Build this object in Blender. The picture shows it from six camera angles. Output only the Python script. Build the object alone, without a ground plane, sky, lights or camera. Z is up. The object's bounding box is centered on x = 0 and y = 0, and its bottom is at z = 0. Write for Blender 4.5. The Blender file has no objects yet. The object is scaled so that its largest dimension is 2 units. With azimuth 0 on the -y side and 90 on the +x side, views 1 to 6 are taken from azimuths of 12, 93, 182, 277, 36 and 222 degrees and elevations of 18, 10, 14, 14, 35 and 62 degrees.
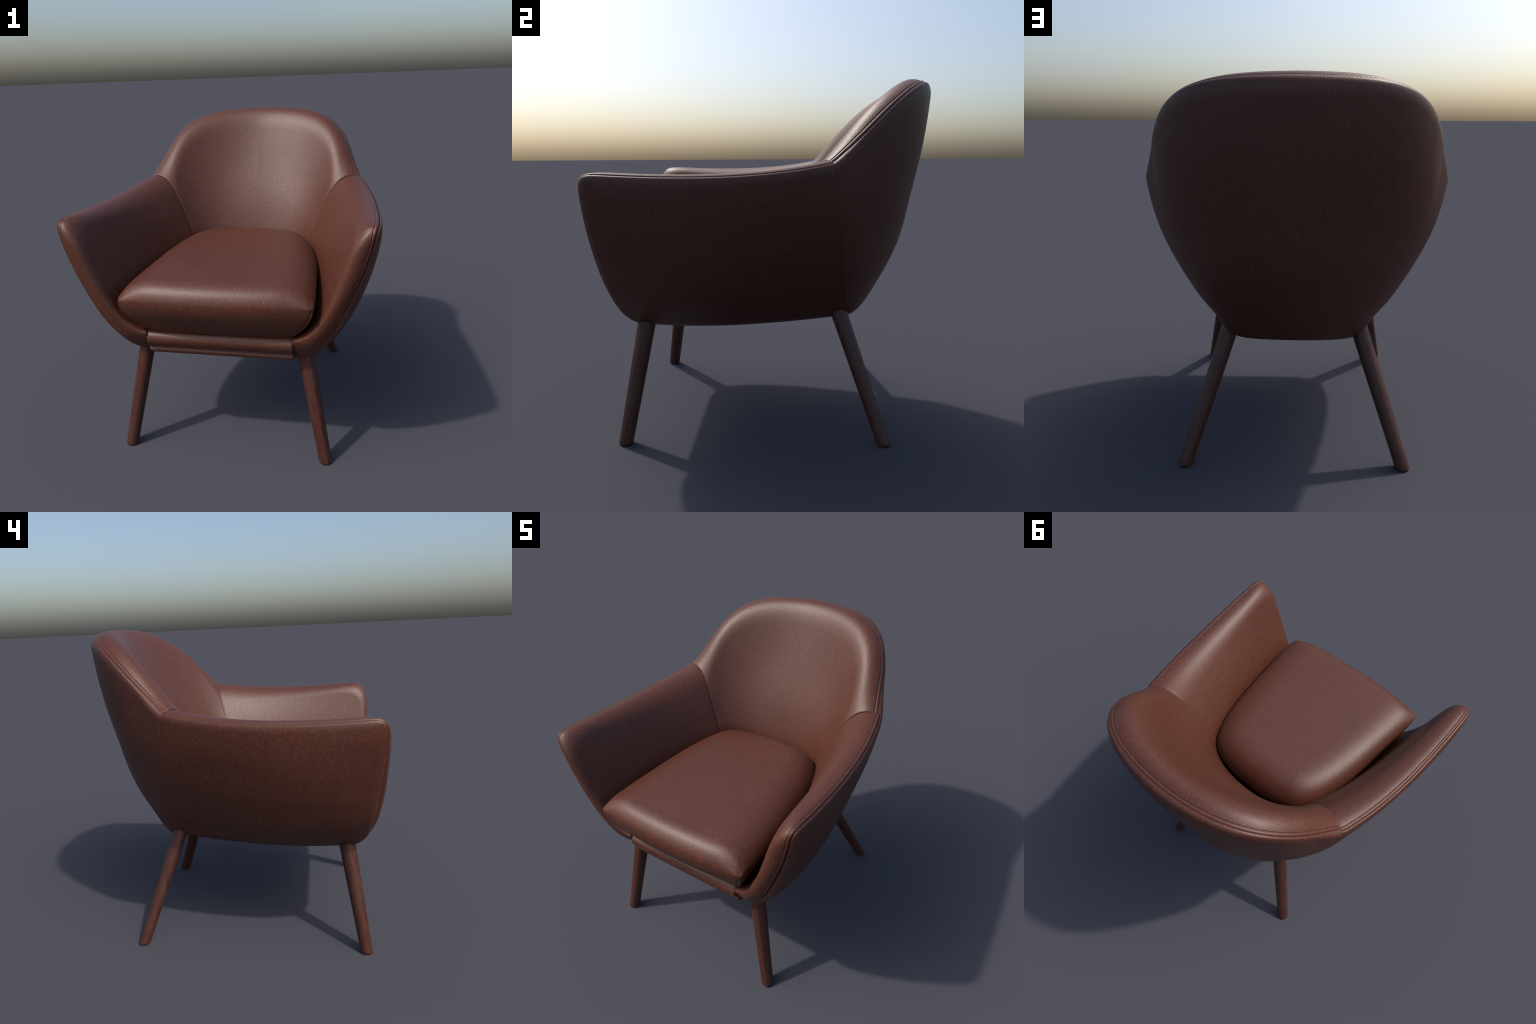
"""Upholstered tub armchair in brown leather on four splayed round wooden legs."""
import bpy, bmesh, math
import numpy as np
from mathutils import Vector

# ------------------------------------------------------------------ helpers
def A(*p):
    return np.array(p, float)


def unit(v):
    return v / np.maximum(np.linalg.norm(v, axis=-1, keepdims=True), 1e-9)


def bezier(P, t):
    P = np.asarray(P, float)
    n = len(P) - 1
    t = np.asarray(t)[..., None]
    return sum(math.comb(n, i) * t**i * (1 - t) ** (n - i) * P[i] for i in range(n + 1))


def spline(K, t):
    """Smooth curve through the points K, chord-length spaced, t in 0..1."""
    K = np.asarray(K, float)
    n = len(K)
    h = np.maximum(np.linalg.norm(np.diff(K, axis=0), axis=1), 1e-6)
    x = np.concatenate([[0], np.cumsum(h)])
    x /= x[-1]
    h = np.diff(x)
    # natural cubic spline
    M = np.eye(n)
    r = np.zeros_like(K)
    for i in range(1, n - 1):
        M[i, i - 1], M[i, i], M[i, i + 1] = h[i - 1], 2 * (h[i - 1] + h[i]), h[i]
        r[i] = 6 * ((K[i + 1] - K[i]) / h[i] - (K[i] - K[i - 1]) / h[i - 1])
    m = np.linalg.solve(M, r)
    t = np.asarray(t)
    i = np.clip(np.searchsorted(x, t, side="right") - 1, 0, n - 2)
    a, b, H = (x[i + 1] - t)[:, None], (t - x[i])[:, None], h[i][:, None]
    return (m[i] * a**3 + m[i + 1] * b**3) / (6 * H) + (K[i] / H - m[i] * H / 6) * a + (K[i + 1] / H - m[i + 1] * H / 6) * b


def grid_normals(P):
    n = np.cross(np.gradient(P, axis=0), np.gradient(P, axis=1))
    return unit(n)


def arc(P, axis):
    """Arc length along an axis of a grid of points, from index 0."""
    d = np.linalg.norm(np.diff(P, axis=axis), axis=-1)
    z = np.zeros_like(np.take(d, [0], axis=axis))
    return np.cumsum(np.concatenate([z, d], axis=axis), axis=axis)


def roll_off(d, r):
    """How far a rounded edge of radius r has dropped at distance d from the edge."""
    k = np.clip(d / r, 0, 1)
    return 1 - np.sqrt(np.maximum(1 - (1 - k) ** 2, 0))


class Builder:
    """Collects grids of points into one welded mesh."""

    def __init__(self):
        self.v, self.f = [], []
        self.n = 0

    def grid(self, P, flip=False, close_u=False):
        a, b = P.shape[:2]
        i0 = self.n
        self.v += P.reshape(-1, 3).tolist()
        self.n += a * b
        for i in range(a if close_u else a - 1):
            i2 = (i + 1) % a
            for j in range(b - 1):
                q = (i0 + i * b + j, i0 + i2 * b + j, i0 + i2 * b + j + 1, i0 + i * b + j + 1)
                self.f.append(q[::-1] if flip else q)

    def mesh(self, name, weld=2e-4, smooth_angle=None, mirror=False):
        me = bpy.data.meshes.new(name)
        v = [(-x, y, z) for x, y, z in self.v] if mirror else self.v
        f = [q[::-1] for q in self.f] if mirror else self.f
        me.from_pydata(v, [], f)
        bm = bmesh.new()
        bm.from_mesh(me)
        bmesh.ops.remove_doubles(bm, verts=bm.verts, dist=weld)
        bmesh.ops.dissolve_degenerate(bm, edges=bm.edges, dist=1e-6)
        bm.to_mesh(me)
        bm.free()
        me.polygons.foreach_set("use_smooth", [True] * len(me.polygons))
        me.update()
        if smooth_angle:
            me.set_sharp_from_angle(angle=math.radians(smooth_angle))
        return me


# ------------------------------------------------------------------ materials
def leather():
    m = bpy.data.materials.new("brown_leather")
    m.use_nodes = True
    nt = m.node_tree
    N, L = nt.nodes, nt.links
    N.clear()
    out = N.new("ShaderNodeOutputMaterial")
    bs = N.new("ShaderNodeBsdfPrincipled")
    L.new(bs.outputs[0], out.inputs[0])
    tc = N.new("ShaderNodeTexCoord")
    # the grain runs slightly diagonal: stretch the coordinates a little
    mp = N.new("ShaderNodeMapping")
    mp.inputs["Rotation"].default_value = (math.radians(12), math.radians(-14), math.radians(10))
    mp.inputs["Scale"].default_value = (1.0, 0.70, 0.40)
    L.new(tc.outputs["Object"], mp.inputs["Vector"])
    warp = N.new("ShaderNodeTexNoise")
    warp.inputs["Scale"].default_value = 40
    warp.inputs["Detail"].default_value = 2
    L.new(mp.outputs[0], warp.inputs["Vector"])
    wm = N.new("ShaderNodeVectorMath")
    wm.operation = "MULTIPLY_ADD"
    wm.inputs[1].default_value = (0.012,) * 3
    L.new(warp.outputs["Color"], wm.inputs[0])
    L.new(mp.outputs[0], wm.inputs[2])

    def vor(scale, feature="DISTANCE_TO_EDGE"):
        n = N.new("ShaderNodeTexVoronoi")
        n.feature = feature
        n.inputs["Scale"].default_value = scale
        L.new(wm.outputs[0], n.inputs["Vector"])
        return n

    v1, v2 = vor(90), vor(180)
    fine = N.new("ShaderNodeTexNoise")
    fine.inputs["Scale"].default_value = 120
    fine.inputs["Detail"].default_value = 5
    fine.inputs["Roughness"].default_value = 0.65
    L.new(wm.outputs[0], fine.inputs["Vector"])
    blot = N.new("ShaderNodeTexNoise")
    blot.inputs["Scale"].default_value = 3.2
    blot.inputs["Detail"].default_value = 3
    L.new(tc.outputs["Object"], blot.inputs["Vector"])

    def mth(op, a, b=None, c=None):
        n = N.new("ShaderNodeMath")
        n.operation = op
        for i, x in enumerate((a, b, c)):
            if x is None:
                continue
            if isinstance(x, (int, float)):
                n.inputs[i].default_value = x
            else:
                L.new(x, n.inputs[i])
        return n.outputs[0]

    def smooth(x, lo, hi):
        n = N.new("ShaderNodeMapRange")
        n.interpolation_type = "SMOOTHSTEP"
        n.inputs["From Min"].default_value = lo
        n.inputs["From Max"].default_value = hi
        L.new(x, n.inputs["Value"])
        return n.outputs[0]

    pebble = smooth(v1.outputs["Distance"], 0.0, 0.28)
    pebble2 = smooth(v2.outputs["Distance"], 0.0, 0.30)
    h = mth("ADD", mth("MULTIPLY", pebble, 0.60), mth("MULTIPLY", pebble2, 0.25))
    h = mth("ADD", h, mth("MULTIPLY", fine.outputs["Fac"], 0.40))
    # colour: dark body with paler worn ridges between the pebbles
    crease = mth("SUBTRACT", 1.0, smooth(v1.outputs["Distance"], 0.0, 0.14))
    crease = mth("MULTIPLY", crease, smooth(fine.outputs["Fac"], 0.35, 0.65))
    ramp = N.new("ShaderNodeMix")
    ramp.data_type = "RGBA"
    ramp.inputs["A"].default_value = LEATHER_DARK
    ramp.inputs["B"].default_value = LEATHER_PALE
    L.new(mth("MULTIPLY_ADD", smooth(fine.outputs["Fac"], 0.3, 0.7), 0.25, mth("MULTIPLY", crease, 0.6)), ramp.inputs["Factor"])
    tone = N.new("ShaderNodeHueSaturation")
    L.new(ramp.outputs["Result"], tone.inputs["Color"])
    L.new(mth("MULTIPLY_ADD", blot.outputs["Fac"], 0.24, 0.88), tone.inputs["Value"])
    L.new(tone.outputs[0], bs.inputs["Base Color"])
    L.new(mth("MULTIPLY_ADD", h, -0.06, 0.505), bs.inputs["Roughness"])
    bs.inputs["Specular IOR Level"].default_value = 0.5
    bump = N.new("ShaderNodeBump")
    bump.inputs["Strength"].default_value = 0.145
    bump.inputs["Distance"].default_value = 0.0035
    L.new(h, bump.inputs["Height"])
    L.new(bump.outputs[0], bs.inputs["Normal"])
    return m


def wood():
    m = bpy.data.materials.new("stained_wood")
    m.use_nodes = True
    nt = m.node_tree
    N, L = nt.nodes, nt.links
    bs = N["Principled BSDF"]
    tc = N.new("ShaderNodeTexCoord")
    mp = N.new("ShaderNodeMapping")
    mp.inputs["Scale"].default_value = (1, 1, 0.045)
    L.new(tc.outputs["Object"], mp.inputs["Vector"])
    n1 = N.new("ShaderNodeTexNoise")
    n1.inputs["Scale"].default_value = 70
    n1.inputs["Detail"].default_value = 6
    n1.inputs["Roughness"].default_value = 0.6
    L.new(mp.outputs[0], n1.inputs["Vector"])
    n2 = N.new("ShaderNodeTexNoise")
    n2.inputs["Scale"].default_value = 18
    n2.inputs["Detail"].default_value = 3
    L.new(mp.outputs[0], n2.inputs["Vector"])
    r = N.new("ShaderNodeValToRGB")
    r.color_ramp.elements[0].position, r.color_ramp.elements[0].color = 0.30, WOOD_DARK
    r.color_ramp.elements[1].position, r.color_ramp.elements[1].color = 0.70, WOOD_RED
    L.new(n1.outputs["Fac"], r.inputs["Fac"])
    mix = N.new("ShaderNodeMix")
    mix.data_type = "RGBA"
    mix.inputs["B"].default_value = WOOD_BROWN
    r2 = N.new("ShaderNodeMapRange")
    r2.inputs["From Min"].default_value, r2.inputs["From Max"].default_value = 0.45, 0.75
    L.new(n2.outputs["Fac"], r2.inputs["Value"])
    L.new(r2.outputs[0], mix.inputs["Factor"])
    L.new(r.outputs["Color"], mix.inputs["A"])
    L.new(mix.outputs["Result"], bs.inputs["Base Color"])
    bs.inputs["Roughness"].default_value = 0.45
    bump = N.new("ShaderNodeBump")
    bump.inputs["Strength"].default_value = 0.2
    bump.inputs["Distance"].default_value = 0.001
    L.new(n1.outputs["Fac"], bump.inputs["Height"])
    L.new(bump.outputs[0], bs.inputs["Normal"])
    return m


LEATHER_DARK = (0.066, 0.0185, 0.0098, 1)
LEATHER_PALE = (0.128, 0.0415, 0.0215, 1)
WOOD_DARK = (0.032, 0.0105, 0.007, 1)
WOOD_RED = (0.088, 0.0205, 0.012, 1)
WOOD_BROWN = (0.060, 0.026, 0.015, 1)
MAT_LEATHER, MAT_WOOD = leather(), wood()

# ------------------------------------------------------------------ the chair
chair = bpy.data.objects.new("armchair", None)
bpy.context.collection.objects.link(chair)
chair["label"] = "low tub armchair in brown grained leather on splayed wooden legs"
chair["category"] = "armchair"


def part(name, me, mat, parent=chair):
    o = bpy.data.objects.new(name, me)
    me.materials.append(mat)
    bpy.context.collection.objects.link(o)
    o.parent = parent
    return o


# --- profile curves of the shell (right half, x > 0), each from bottom to top
OUT_FRONT = [(.430, -.728, .645), (.515, -.763, .674), (.585, -.799, .732), (.642, -.822, .806), (.706, -.841, .912),
             (.763, -.856, 1.043), (.820, -.867, 1.187), (.871, -.872, 1.341), (.909, -.875, 1.506)]
OUT_SEAM = [(.260, .455, .654), (.360, .449, .692), (.420, .435, .768), (.480, .422, .835), (.550, .407, .925),
            (.630, .390, 1.050), (.698, .380, 1.180), (.755, .368, 1.335), (.7999, .3434, 1.5456)]
OUT_CENTRE = [(0, .470, .652), (0, .546, .684), (0, .610, .755), (0, .661, .840), (0, .714, .940), (0, .787, 1.115),
              (0, .838, 1.350), (0, .889, 1.620), (0, .938, 1.985)]
IN_FRONT = [(0.437, -0.799, 0.822), (0.470, -0.804, 0.835), (0.535, -0.815, 0.890), (0.585, -0.826, 0.960), (0.628, -0.834, 1.040),
            (0.665, -0.839, 1.130), (0.703, -0.842, 1.240), (0.740, -0.842, 1.350), (0.774, -0.836, 1.452)]
IN_SEAM = [(.330, .150, .800), (.345, .155, .860), (.360, .160, .930), (.378, .165, 1.000), (.405, .172, 1.080),
           (.435, .182, 1.160), (.472, .199, 1.250), (.512, .216, 1.340), (.560, .240, 1.435)]
IN_CENTRE = [(0, .270, .800), (0, .285, .870), (0, .300, .950), (0, .318, 1.030), (0, .345, 1.110), (0, .392, 1.240),
             (0, .470, 1.420), (0, .575, 1.630), (0, .690, 1.865)]

NV = 84
W = np.linspace(0, 1, NV)
V = 1 - (1 - W) ** 1.7          # rows crowd towards the top edge
NU = 90
U = np.linspace(0, 1, NU) ** 1.7  # columns crowd towards the front edge
V_IN = 1 - (1 - W) ** 1.15
U_IN = np.linspace(0, 1, NU) ** 1.15


def seam_curl(P, nrm, d, r=0.005, depth=0.0034):
    """Pull the panel in where it is sewn to the next one."""
    return P - nrm * (depth * np.clip(1 - d / r, 0, 1) ** 2)[..., None]


def arm_patch(front, seam, bulge, sag, bottom_sag, inner):
    """Panel between a front curve and a seam curve; one corner (front, top) rounded."""
    UU, VV = (U_IN, V_IN) if inner else (U, V)
    a, b = np.meshgrid(1 - UU, VV, indexing="ij")     # both reach 1 on the rim
    p = 16.0 if inner else 40.0
    k = np.maximum(a, b) / np.maximum((a**p + b**p) ** (1 / p), 1e-9)
    uu, vv = 1 - a * k, b * k
    t = np.linspace(0, 1, 400)
    F, S = spline(front, t), spline(seam, t)

    def at(C, v):
        return np.stack([np.interp(v, t, C[:, i]) for i in range(3)], -1)

    f, s = at(F, vv), at(S, vv)
    P = f + (s - f) * uu[..., None]
    shape = 4 * uu * (1 - uu) * (1 + (.35 if inner else np.interp(vv, [0, .3, .7, 1], [-.10, -.50, -.40, .33])) * (2 * uu - 1))
    along = unit(s - f)
    up = unit(np.gradient(at(F, VV), axis=0))[None] + np.zeros_like(P)
    n = unit(np.cross(up, along))
    n *= np.sign(n[..., :1] + 1e-9)
    puff = 0 if inner else .015 * (uu / .12) * np.exp(1 - uu / .12) * np.interp(vv, [0, .25, .55, .9, 1], [0, .1, 1, 1, .4])
    P = P + n * (shape * bulge(vv) + puff)[..., None]
    P[..., 2] += shape * (sag * np.clip((vv - .72) / .28, 0, 1) ** 1.5 + bottom_sag * np.clip(1 - vv / .25, 0, 1))
    return P


# outer and inner faces of the arm
arm_out = arm_patch(OUT_FRONT, OUT_SEAM, lambda v: np.interp(v, [0, .15, .35, .55, .8, 1], [.010, .044, .080, .080, .064, .047]), -.030, -.014, False)
arm_in = arm_patch(IN_FRONT, IN_SEAM, lambda v: .038 + .0 * v, -.020, 0, True)


def fix_out(n):
    return n * np.sign((n * A(1, 0.25, 0)).sum(-1).mean())


def round_edge(P, n, d, r, inset):
    """Big roll of the padding, then the small lip that tucks into the piping."""
    return P - n * (roll_off(d, r) * inset + .0032 * roll_off(d, .011))[..., None]


n_out = fix_out(grid_normals(arm_out))
d_top = arc(arm_out[:, ::-1], 1)[:, ::-1]
d_front = arc(arm_out, 0)
d_rim = (np.maximum(d_top, 1e-5) ** -3 + np.maximum(d_front, 1e-5) ** -3) ** (-1 / 3)
d_rim[0, :] = 0
d_rim[:, -1] = 0
d_seam = arc(arm_out[::-1], 0)[::-1]
arm_out = round_edge(arm_out, n_out, d_rim, .050, np.interp(V, [0, .12, .3, .7, 1], [.052, .038, .029, .018, .015])[None])
n_in = -fix_out(grid_normals(arm_in))


def along_smooth(X, path, sigma):
    """Gaussian smoothing of row vectors X by arc length along a path (ends held)."""
    a = arc(path, 0)
    ds = np.gradient(a) + 1e-6
    w = np.exp(-((a[:, None] - a[None]) / sigma) ** 2) * ds[None]
    w /= w.sum(1, keepdims=True)
    Y = w @ X
    e = np.clip(np.minimum(a, a[-1] - a) / (2 * sigma), 0, 1)[:, None]
    return Y * e + X * (1 - e)


def band(R, soft, Q, Qdir, lift, up_hint):
    """Rim between the outer edge R and the inner edge Q: groove, piping, stitched seam, then a soft roll.
    R, Q (n,3); Qdir tangent with which the inner face arrives; lift (n,) height of the roll."""
    T = unit(along_smooth(unit(np.gradient(R, axis=0)), R, .025))
    Ac = Q - R
    Ac = Ac - T * (Ac * T).sum(-1, keepdims=True)
    wid = np.linalg.norm(Ac, axis=-1, keepdims=True)
    Ac = Ac / wid
    E = unit(np.cross(T, Ac))
    E *= np.sign((E * up_hint).sum(-1, keepdims=True))
    E = unit(along_smooth(E, R, .03))
    Ac = unit(along_smooth(Ac, R, .03))
    l = lift[:, None]
    H1 = R + E * l + Ac * wid * .13
    H2 = Q + Qdir * soft[:, None]
    s = np.concatenate([[0, .003, .006, .009, .013, .017, .020, .0225, .0245, .0265, .0285, .031, .036], .036 + np.linspace(0, 1, 44)[1:]])
    grids = []
    tt = np.linspace(0, 1, 200)
    B = np.stack([bezier([R[i], H1[i], H2[i], Q[i]], tt) for i in range(len(R))])
    L = arc(B, 1)
    out = np.zeros((len(R), len(s), 3))
    for i in range(len(R)):
        tot = L[i, -1]
        w = np.where(s <= .036, s, .036 + (s - .036) * (tot - .036))
        c = np.stack([np.interp(w, L[i], B[i, :, k]) for k in range(3)], -1)
        tg = unit(np.gradient(c, axis=0))
        nn = np.cross(T[i], tg)
        nn *= np.sign((nn * E[i]).sum(-1, keepdims=True).sum() or 1)
        nn = unit(nn)
        groove = -.0035 * np.exp(-(w / .0045) ** 2)
        pipe = .0030 * np.exp(-((w - .0135) / .0065) ** 2)
        stitch = -.0038 * np.exp(-((w - .0250) / .0018) ** 2)
        out[i] = c + nn * (groove + pipe + stitch)[:, None]
    return out


# --- rim of the arm: up the front edge, round the tip, back along the top
path_R = np.concatenate([arm_out[0, :], arm_out[1:, -1]])
path_Q = np.concatenate([arm_in[0, :], arm_in[1:, -1]])
tan_Q = unit(np.concatenate([arm_in[0, :] - arm_in[3, :], arm_in[1:, -1] - arm_in[1:, -4]]))
up_hint = np.concatenate([np.tile(A(0, -1, 0), (NV, 1)), np.tile(A(0, 0, 1), (NU - 1, 1))])
up_hint = along_smooth(up_hint, path_R, .03)
tan_Q = unit(along_smooth(tan_Q, path_Q, .03))
pos = np.linspace(0, 1, len(path_R))
lift = np.interp(np.concatenate([arc(path_R, 0)]), [0, .25, .9, 1.2, 2.3], [.030, .034, .036, .038, .052])
soft = np.interp(arc(path_R, 0), [0, .25, .9, 1.2, 2.3], [.072, .076, .080, .085, .165])
rim_arm = band(path_R, soft, path_Q, tan_Q, lift, up_hint)

# sewn edge: curl all three strips in at the back seam
arm_out = seam_curl(arm_out, n_out, d_seam)
arm_in = seam_curl(arm_in, n_in, arc(arm_in[::-1], 0)[::-1], .007, .0025)
rn = grid_normals(rim_arm)
rn *= np.sign((rn[NV + 40:, 20:30] * A(0, 0, 1)).sum())
rim_arm[NV:] = seam_curl(rim_arm, rn, arc(rim_arm[::-1], 0)[::-1], .007, .0025)[NV:]

# --- backrest: columns from one seam to the other
half = np.concatenate([[0, .002, .004, .006, .009, .013, .019, .027], np.linspace(.036, 1, 70)])
t = np.linspace(0, 1, 400)


def back_patch(seam, centre, dirx, top, p1, h, zq):
    S, C = spline(seam, t), spline(centre, t)
    s_at = np.stack([np.interp(V, t, S[:, i]) for i in range(3)], -1)
    c_at = np.stack([np.interp(V, t, C[:, i]) for i in range(3)], -1)
    topc = top if len(top) == len(half) else bezier(top, half)
    P = np.zeros((len(half), NV, 3))
    for j in range(NV):
        s0, c0 = s_at[j], c_at[j]
        dy = c0[1] - s0[1]
        dz = c0[2] - s0[2]
        P1 = s0 + A(dirx * dy * p1, dy * p1, dz * zq[0])
        P2 = A(h * s0[0], c0[1], s0[2] + dz * zq[1])
        row = bezier([s0, P1, P2, c0], half)
        if top is not None:
            w = np.clip((V[j] - .55) / .45, 0, 1)
            w = w * w * (3 - 2 * w)
            ref = topc + (s0 - topc[0]) * (1 - half)[:, None] + (c0 - topc[-1]) * half[:, None]
            row = row * (1 - w) + ref * w
        P[:, j] = row
    return P


RIM_BACK = [(.7717, .3331, 1.5420), (.693, .5084, 1.6713), (.6896, .7217, 1.9765), (.5038, .8472, 1.9735), (.2407, .8941, 1.9778), (0, .8941, 1.9778)]
inset_b = np.interp(half, [0, .05, .10, .17, .4, .6, 1], [.028, .027, .021, .012, .012, .026, .044])
turn = np.interp(half, [0, .3, .6, 1], [20, 48, 72, 90])
swell = np.column_stack([np.cos(np.radians(turn)), np.sin(np.radians(turn)), .12 + 0 * turn])
TOP_OUT = bezier(RIM_BACK, half) + swell * inset_b[:, None]
TOP_OUT[:, 0] *= 1 - np.clip((half - .9) / .1, 0, 1) * 0
OUT_SEAM[-1] = tuple(TOP_OUT[0])
OUT_CENTRE[-1] = tuple(TOP_OUT[-1])
TOP_IN = [(.560, .240, 1.435), (.572, .335, 1.565), (.600, .500, 1.818), (.410, .650, 1.872), (.160, .690, 1.865), (0, .690, 1.865)]
back_out = back_patch(OUT_SEAM, OUT_CENTRE, -.27, TOP_OUT, .46, .62, (.30, 1.0))
back_in = back_patch(IN_SEAM, IN_CENTRE, -.28, TOP_IN, .50, .60, (.40, 1.0))
bn_out = grid_normals(back_out)
bn_out *= np.sign((bn_out * A(0.3, 1, 0)).sum(-1).mean())
bn_in = grid_normals(back_in)
bn_in *= np.sign((bn_in * A(-0.3, -1, 0)).sum(-1).mean())
r_edge = np.interp(half, [0, .15, .35, 1], [.038, .040, .060, .085])[:, None]
inset = inset_b[:, None]
db = arc(back_out[:, ::-1], 1)[:, ::-1]
back_out = round_edge(back_out, bn_out, db, r_edge, inset)
R, Q = back_out[:, -1], back_in[:, -1]
tq = unit(back_in[:, -1] - back_in[:, -4])
lift_b = np.interp(half, [0, .5, 1], [.052, .034, .034])
soft_b = np.interp(half, [0, .5, 1], [.165, .205, .220])
rim_back = band(R, soft_b, Q, tq, lift_b, np.tile(A(0, .1, 1), (len(half), 1)))
ds = arc(back_out, 0)
back_out = seam_curl(back_out, bn_out, ds)
back_in = seam_curl(back_in, bn_in, arc(back_in, 0), .007, .0025)
rb = grid_normals(rim_back)
rb *= np.sign((rb[:, 20:30] * A(0, 0, 1)).sum())
rim_back = seam_curl(rim_back, rb, arc(rim_back, 0), .007, .0025)

col = np.concatenate([back_out, rim_back[:, 1:-1], back_in[:, ::-1]], 1)
full = np.concatenate([col, col[::-1][1:] * A(-1, 1, 1)], 0)
b = Builder()
b.grid(full)
part("backrest", b.mesh("backrest"), MAT_LEATHER)

for mir in (False, True):
    b = Builder()
    b.grid(arm_out)
    b.grid(rim_arm)
    b.grid(arm_in, flip=True)
    end = rim_arm[0]                            # sewn-over end beside the front rail
    mid = np.tile(A(end[0, 0] + .004, -.70, .74), (len(end), 1))
    b.grid(np.stack([mid, end], 0))
    part("armrest", b.mesh("armrest", mirror=mir), MAT_LEATHER)

# ------------------------------------------------------------------ seat cushion
NT = 200


def cushion_outline(scale_x, y_front, y_bow, y_back):
    """Closed D-shaped outline, front edge bowed, front corners tight."""
    r = .044
    front = [(0, y_front - y_bow), (.20, y_front - y_bow * .86), (.38, y_front - y_bow * .45), (.48, y_front - y_bow * .12), (.56 - r, y_front)]
    front = [(x * scale_x / .56, y) for x, y in front]
    side_y = lambda q: y_front + (y_back - y_front) * q
    side = [(1.0, r / 1.19), (.996, .12), (.972, .30), (.925, .57), (.868, .73), (.780, .86), (.640, .945), (.42, .985), (.2, 1.0), (0, 1.0)]
    side = [(scale_x * x, side_y(q)) for x, q in side]
    a = spline([p + (0,) for p in front], np.linspace(0, 1, 50))
    c0, c1 = A(*front[-1], 0), A(*side[0], 0)
    c = bezier([c0, c0 + A(r * .6, .002, 0), c1 + A(.002, -r * .6, 0), c1], np.linspace(0, 1, 16))
    e = spline([p + (0,) for p in side], np.linspace(0, 1, 80))
    return np.concatenate([a, c[1:], e[1:]])[:, :2]


lo = cushion_outline(.432, -.800, .012, .215)
hi = cushion_outline(.566, -.908, .034, .296)
nh = len(lo)
# edge height round the outline
yy, xx = hi[:, 1], hi[:, 0]
front_w = np.clip((-.62 - yy) / .25, 0, 1)
z_edge = 1.060 - .005 * np.clip((yy + .1) / .35, 0, 1) - front_w * .012
levels = []
for q in np.linspace(0, 1, 22):
    f = math.sin(q * math.pi / 2) ** 1.05
    P = lo + (hi - lo) * f
    levels.append(np.column_stack([P, .822 + (z_edge - .822) * q]))
cy = -.30
first = 57
side_line = np.concatenate([hi[first:], hi[first:] * A(-1, 1)])
side_line = np.concatenate([side_line, (side_line[1:] + side_line[:-1]) / 2])
face_line = np.concatenate([hi[first::-1] * A(-1, 1), hi[1:first + 1]])
face_line = np.concatenate([face_line[:-1] + np.diff(face_line, axis=0) * f for f in (0, .25, .5, .75)])
# the swell forgets the tight corners as it rises
ring = np.concatenate([hi, hi[::-1][1:-1] * A(-1, 1)])
kk = np.exp(-(np.arange(-24, 25) / 11.0) ** 2)
kk /= kk.sum()
soft_ring = np.stack([np.convolve(np.concatenate([ring[-24:, i], ring[:, i], ring[:24, i]]), kk, "valid") for i in range(2)], 1)[:nh]
z_soft = np.convolve(np.concatenate([z_edge[24:0:-1], z_edge, z_edge[-2:-26:-1]]), kk, "valid")
for rho in np.concatenate([1 - np.linspace(0, 1, 48)[1:] ** 1.9]):
    k = min(1, (1 - rho) / .22)
    k = k * k * (3 - 2 * k)
    base = hi + (soft_ring - hi) * k
    P = np.column_stack([base[:, 0] * rho, cy + (base[:, 1] - cy) * rho])
    crown = 1.188 + .028 * np.clip((P[:, 1] + .3) / .5, -1, 1)
    ze = z_edge + (z_soft - z_edge) * k
    d_side = np.min(np.linalg.norm(P[:, None, :2] - side_line[None], axis=2), axis=1) * (rho < .9999)
    d_face = np.min(np.linalg.norm(P[:, None, :2] - face_line[None], axis=2), axis=1)
    rise = lambda d, r, p: (1 - (1 - np.clip(d / r, 0, 1)) ** p) ** .55
    z = ze + (crown - ze) * rise(d_face, .13, 2.2) * rise(d_side, .25, 2.6)
    levels.append(np.column_stack([P, z]))
G = np.stack(levels, 1)                      # (outline, level, 3)
loop = np.concatenate([G, G[::-1][1:-1] * A(-1, 1, 1)], 0)
b = Builder()
b.grid(loop, close_u=True)
floor = np.stack([loop[:, 0], loop[:, 0] * A(.02, .02, 1) + A(0, -.3, 0)], 1)
b.grid(floor, close_u=True, flip=True)
cushion = part("seat_cushion", b.mesh("seat_cushion"), MAT_LEATHER)


def tube(points, r, name, seg=10, taper=None):
    P = np.asarray(points, float)
    T = unit(np.gradient(P, axis=0))
    ref = A(0.3, 0.2, 1)
    X = unit(np.cross(T, ref))
    Y = np.cross(T, X)
    th = np.linspace(0, 2 * math.pi, seg, endpoint=False)
    rr = np.full(len(P), r) if taper is None else r * taper
    ring = P[None] + (np.cos(th)[:, None, None] * X + np.sin(th)[:, None, None] * Y) * rr[None, :, None]
    b = Builder()
    b.grid(ring, close_u=True, flip=True)
    return b


# piping down both front corners of the cushion, fading along the side
ic = 57
for mx in (1, -1):
    c = G[ic, 1:22]
    out = unit(np.column_stack([c[:, 0] * 0 + .72, c[:, 1] * 0 - .69, c[:, 2] * 0]))
    tp = np.interp(np.arange(len(c)), [0, 3, 15, 20], [.8, 1, 1, .05])
    bb = tube((c + out * .0016) * A(mx, 1, 1), .0066, "cushion_piping", taper=tp)
    part("piping", bb.mesh("piping", weld=1e-5), MAT_LEATHER, cushion)

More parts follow.
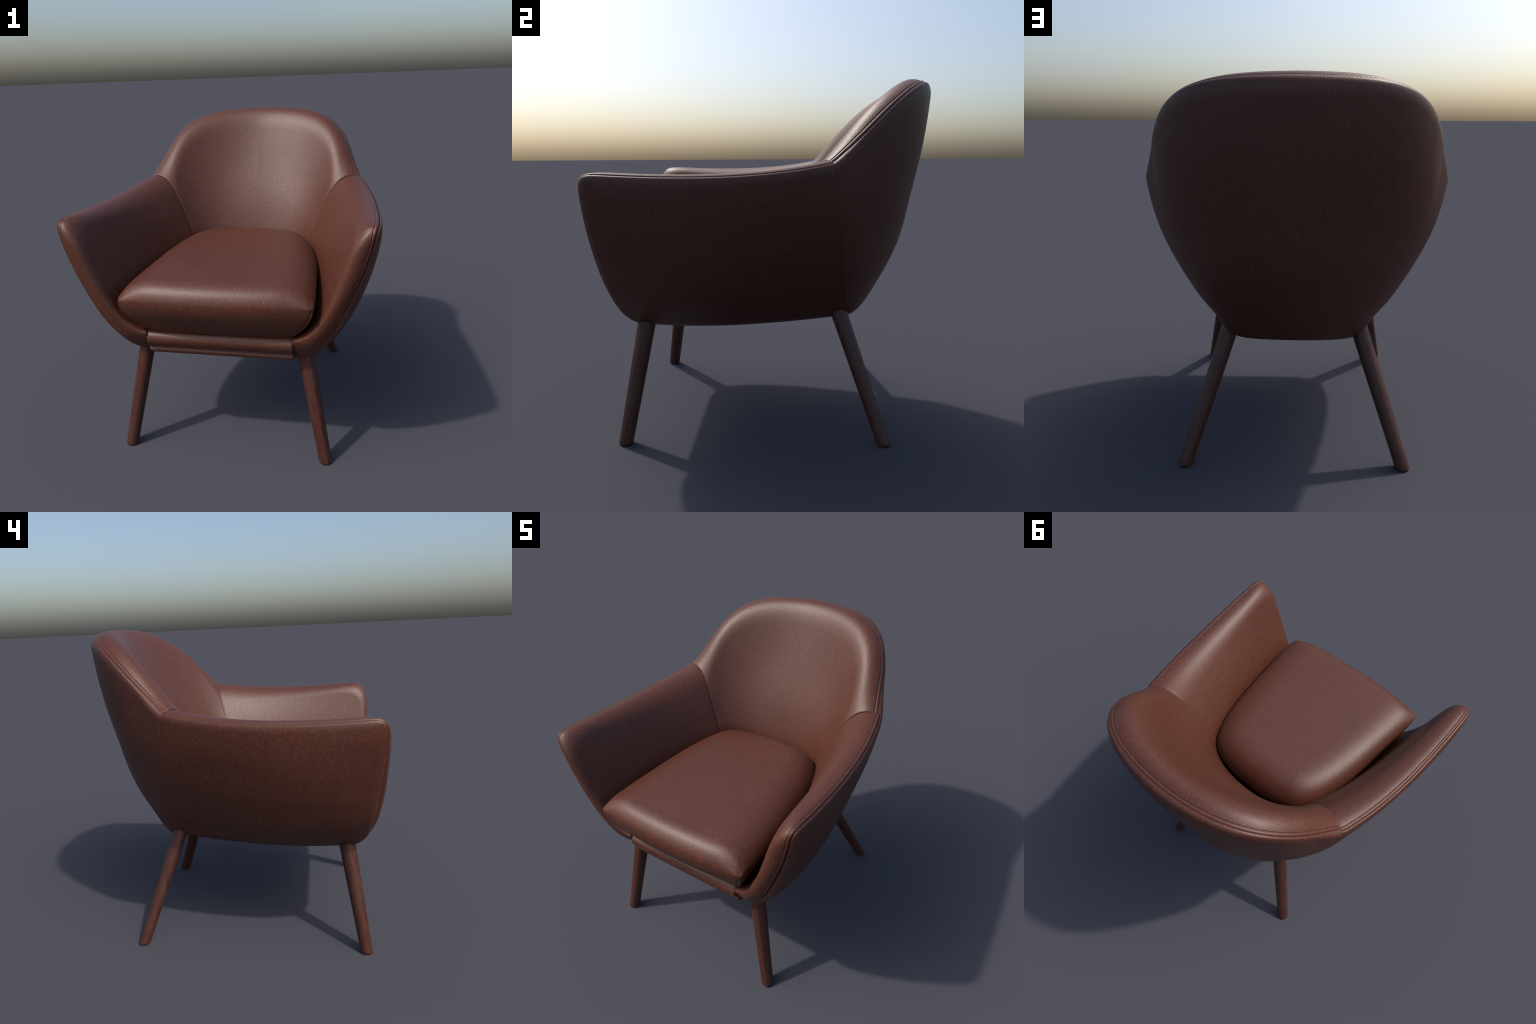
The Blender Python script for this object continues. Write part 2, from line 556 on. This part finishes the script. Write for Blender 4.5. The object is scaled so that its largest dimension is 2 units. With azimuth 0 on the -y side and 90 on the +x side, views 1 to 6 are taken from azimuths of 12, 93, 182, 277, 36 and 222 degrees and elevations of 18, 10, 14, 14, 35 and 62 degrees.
# ------------------------------------------------------------------ front rail
roll = spline([(0, -.630, .826), (0, -.745, .828), (0, -.788, .817), (0, -.811, .792), (0, -.814, .764), (0, -.801, .737), (0, -.783, .717)], np.linspace(0, 1, 40))
turn_in = np.linspace(-.9, 1.3, 9)
bead = A(0, -.7765, .7115) + np.column_stack([0 * turn_in, -np.cos(turn_in) * .0045, -np.sin(turn_in) * .0045])
low = spline([(0, -.7725, .7065), (0, -.7700, .7035), (0, -.7755, .698), (0, -.7755, .684), (0, -.768, .671), (0, -.750, .664), (0, -.640, .660)], np.linspace(0, 1, 36))
sec = A(0, -.010, 0) + np.concatenate([roll, np.array([[0, -.7775, .7168]]), bead, low])
xs = .4390
edge = np.concatenate([[0, .002, .005, .009, .014], np.linspace(.02, xs, 24)])
cols = []
for e in edge:
    pull = .009 * roll_off(np.array(e), .010)
    c = A(0, -.70, .740)
    d = sec - c
    d[:, 0] = 0
    L = np.linalg.norm(d, axis=1, keepdims=True)
    cols.append(c + d * (1 - pull / np.maximum(L, .02)) + A(xs - e, 0, 0))
S = np.stack(cols, 0)
S = np.concatenate([S, S[::-1][1:] * A(-1, 1, 1)], 0)
b = Builder()
b.grid(S)
for end, fl in ((S[0], False), (S[-1], True)):
    ctr = np.tile(end.mean(0), (len(end), 1))
    b.grid(np.stack([ctr, end], 0), flip=fl)
part("front_rail", b.mesh("front_rail"), MAT_LEATHER)

# ------------------------------------------------------------------ underside
under_half = np.concatenate([arm_out[:, 0] * A(1, 1, 1), back_out[1:, 0]])
under_half = under_half[::3]
under = np.concatenate([under_half, under_half[::-1] * A(-1, 1, 1)], 0)
cen = A(0, -.15, 0)
rings = []
for f, dz in ((.99, .030), (.965, .004), (.955, -.006), (.94, -.009), (.6, -.012), (.01, -.012)):
    r = cen * A(1, 1, 0) + (under - cen * A(1, 1, 0)) * A(f, f, 1)
    zflat = under[:, 2] * min(1, max(0, (f - .6) / .4)) + (.648) * (1 - min(1, max(0, (f - .6) / .4)))
    r[:, 2] = zflat + dz
    rings.append(r)
b = Builder()
b.grid(np.stack(rings, 1), close_u=True, flip=True)
part("underside_panel", b.mesh("underside_panel", smooth_angle=50), MAT_LEATHER)


# ------------------------------------------------------------------ legs
def leg_mesh(arris):
    """Tapered turned leg, along +z from 0 to 1 m nominal; one soft arris runs its length."""
    th = np.linspace(0, 2 * math.pi, 64, endpoint=False)
    al = math.radians(arris)
    dth = np.abs((th + math.pi) % (2 * math.pi) - math.pi)
    shape = np.where(dth < al, 1 / np.cos(np.clip(al - dth, 0, al)), 1)
    hs = np.concatenate([[0, .002, .005, .009, .014], np.linspace(.02, .74, 30)])
    rs = np.interp(hs, [0, .02, .70, .74], [.0385, .0390, .0500, .0505]) * np.interp(hs, [0, .002, .005, .009, .014], [.80, .89, .95, .985, 1.0])
    P = np.stack([np.cos(th)[:, None] * shape[:, None] * rs, np.sin(th)[:, None] * shape[:, None] * rs, np.tile(hs, (64, 1))], -1)
    b = Builder()
    b.grid(P, close_u=True)
    b.grid(np.stack([P[:, 0] * A(.01, .01, 1), P[:, 0]], 1), close_u=True)
    b.grid(np.stack([P[:, -1], P[:, -1] * A(.01, .01, 1)], 1), close_u=True)
    return b


def leg(foot, top, ridge_dir, arris):
    d = Vector(top) - Vector(foot)
    b = leg_mesh(arris)
    P = np.array(b.v)
    # shear the straight leg along the splay: the foot is cut level with the floor
    zz = P[:, 2] / .74
    dz = d.z / d.length
    ang = math.atan2(ridge_dir[1], ridge_dir[0])
    c, s = math.cos(ang), math.sin(ang)
    x, y = P[:, 0] * c - P[:, 1] * s, P[:, 0] * s + P[:, 1] * c
    run = P[:, 2] * 1.0
    b.v = np.stack([x + d.x / d.z * run, y + d.y / d.z * run, run], -1).tolist()
    o = part("leg", b.mesh("leg", smooth_angle=52), MAT_WOOD)
    o.location = foot
    return o


for sx in (1, -1):
    leg((sx * .626, -.791, 0), (sx * .492, -.672, .70), (sx * .47, -.88), 22)
    leg((sx * .583, .650, 0), (sx * .354, .405, .70), (sx * .6, .8), 8)
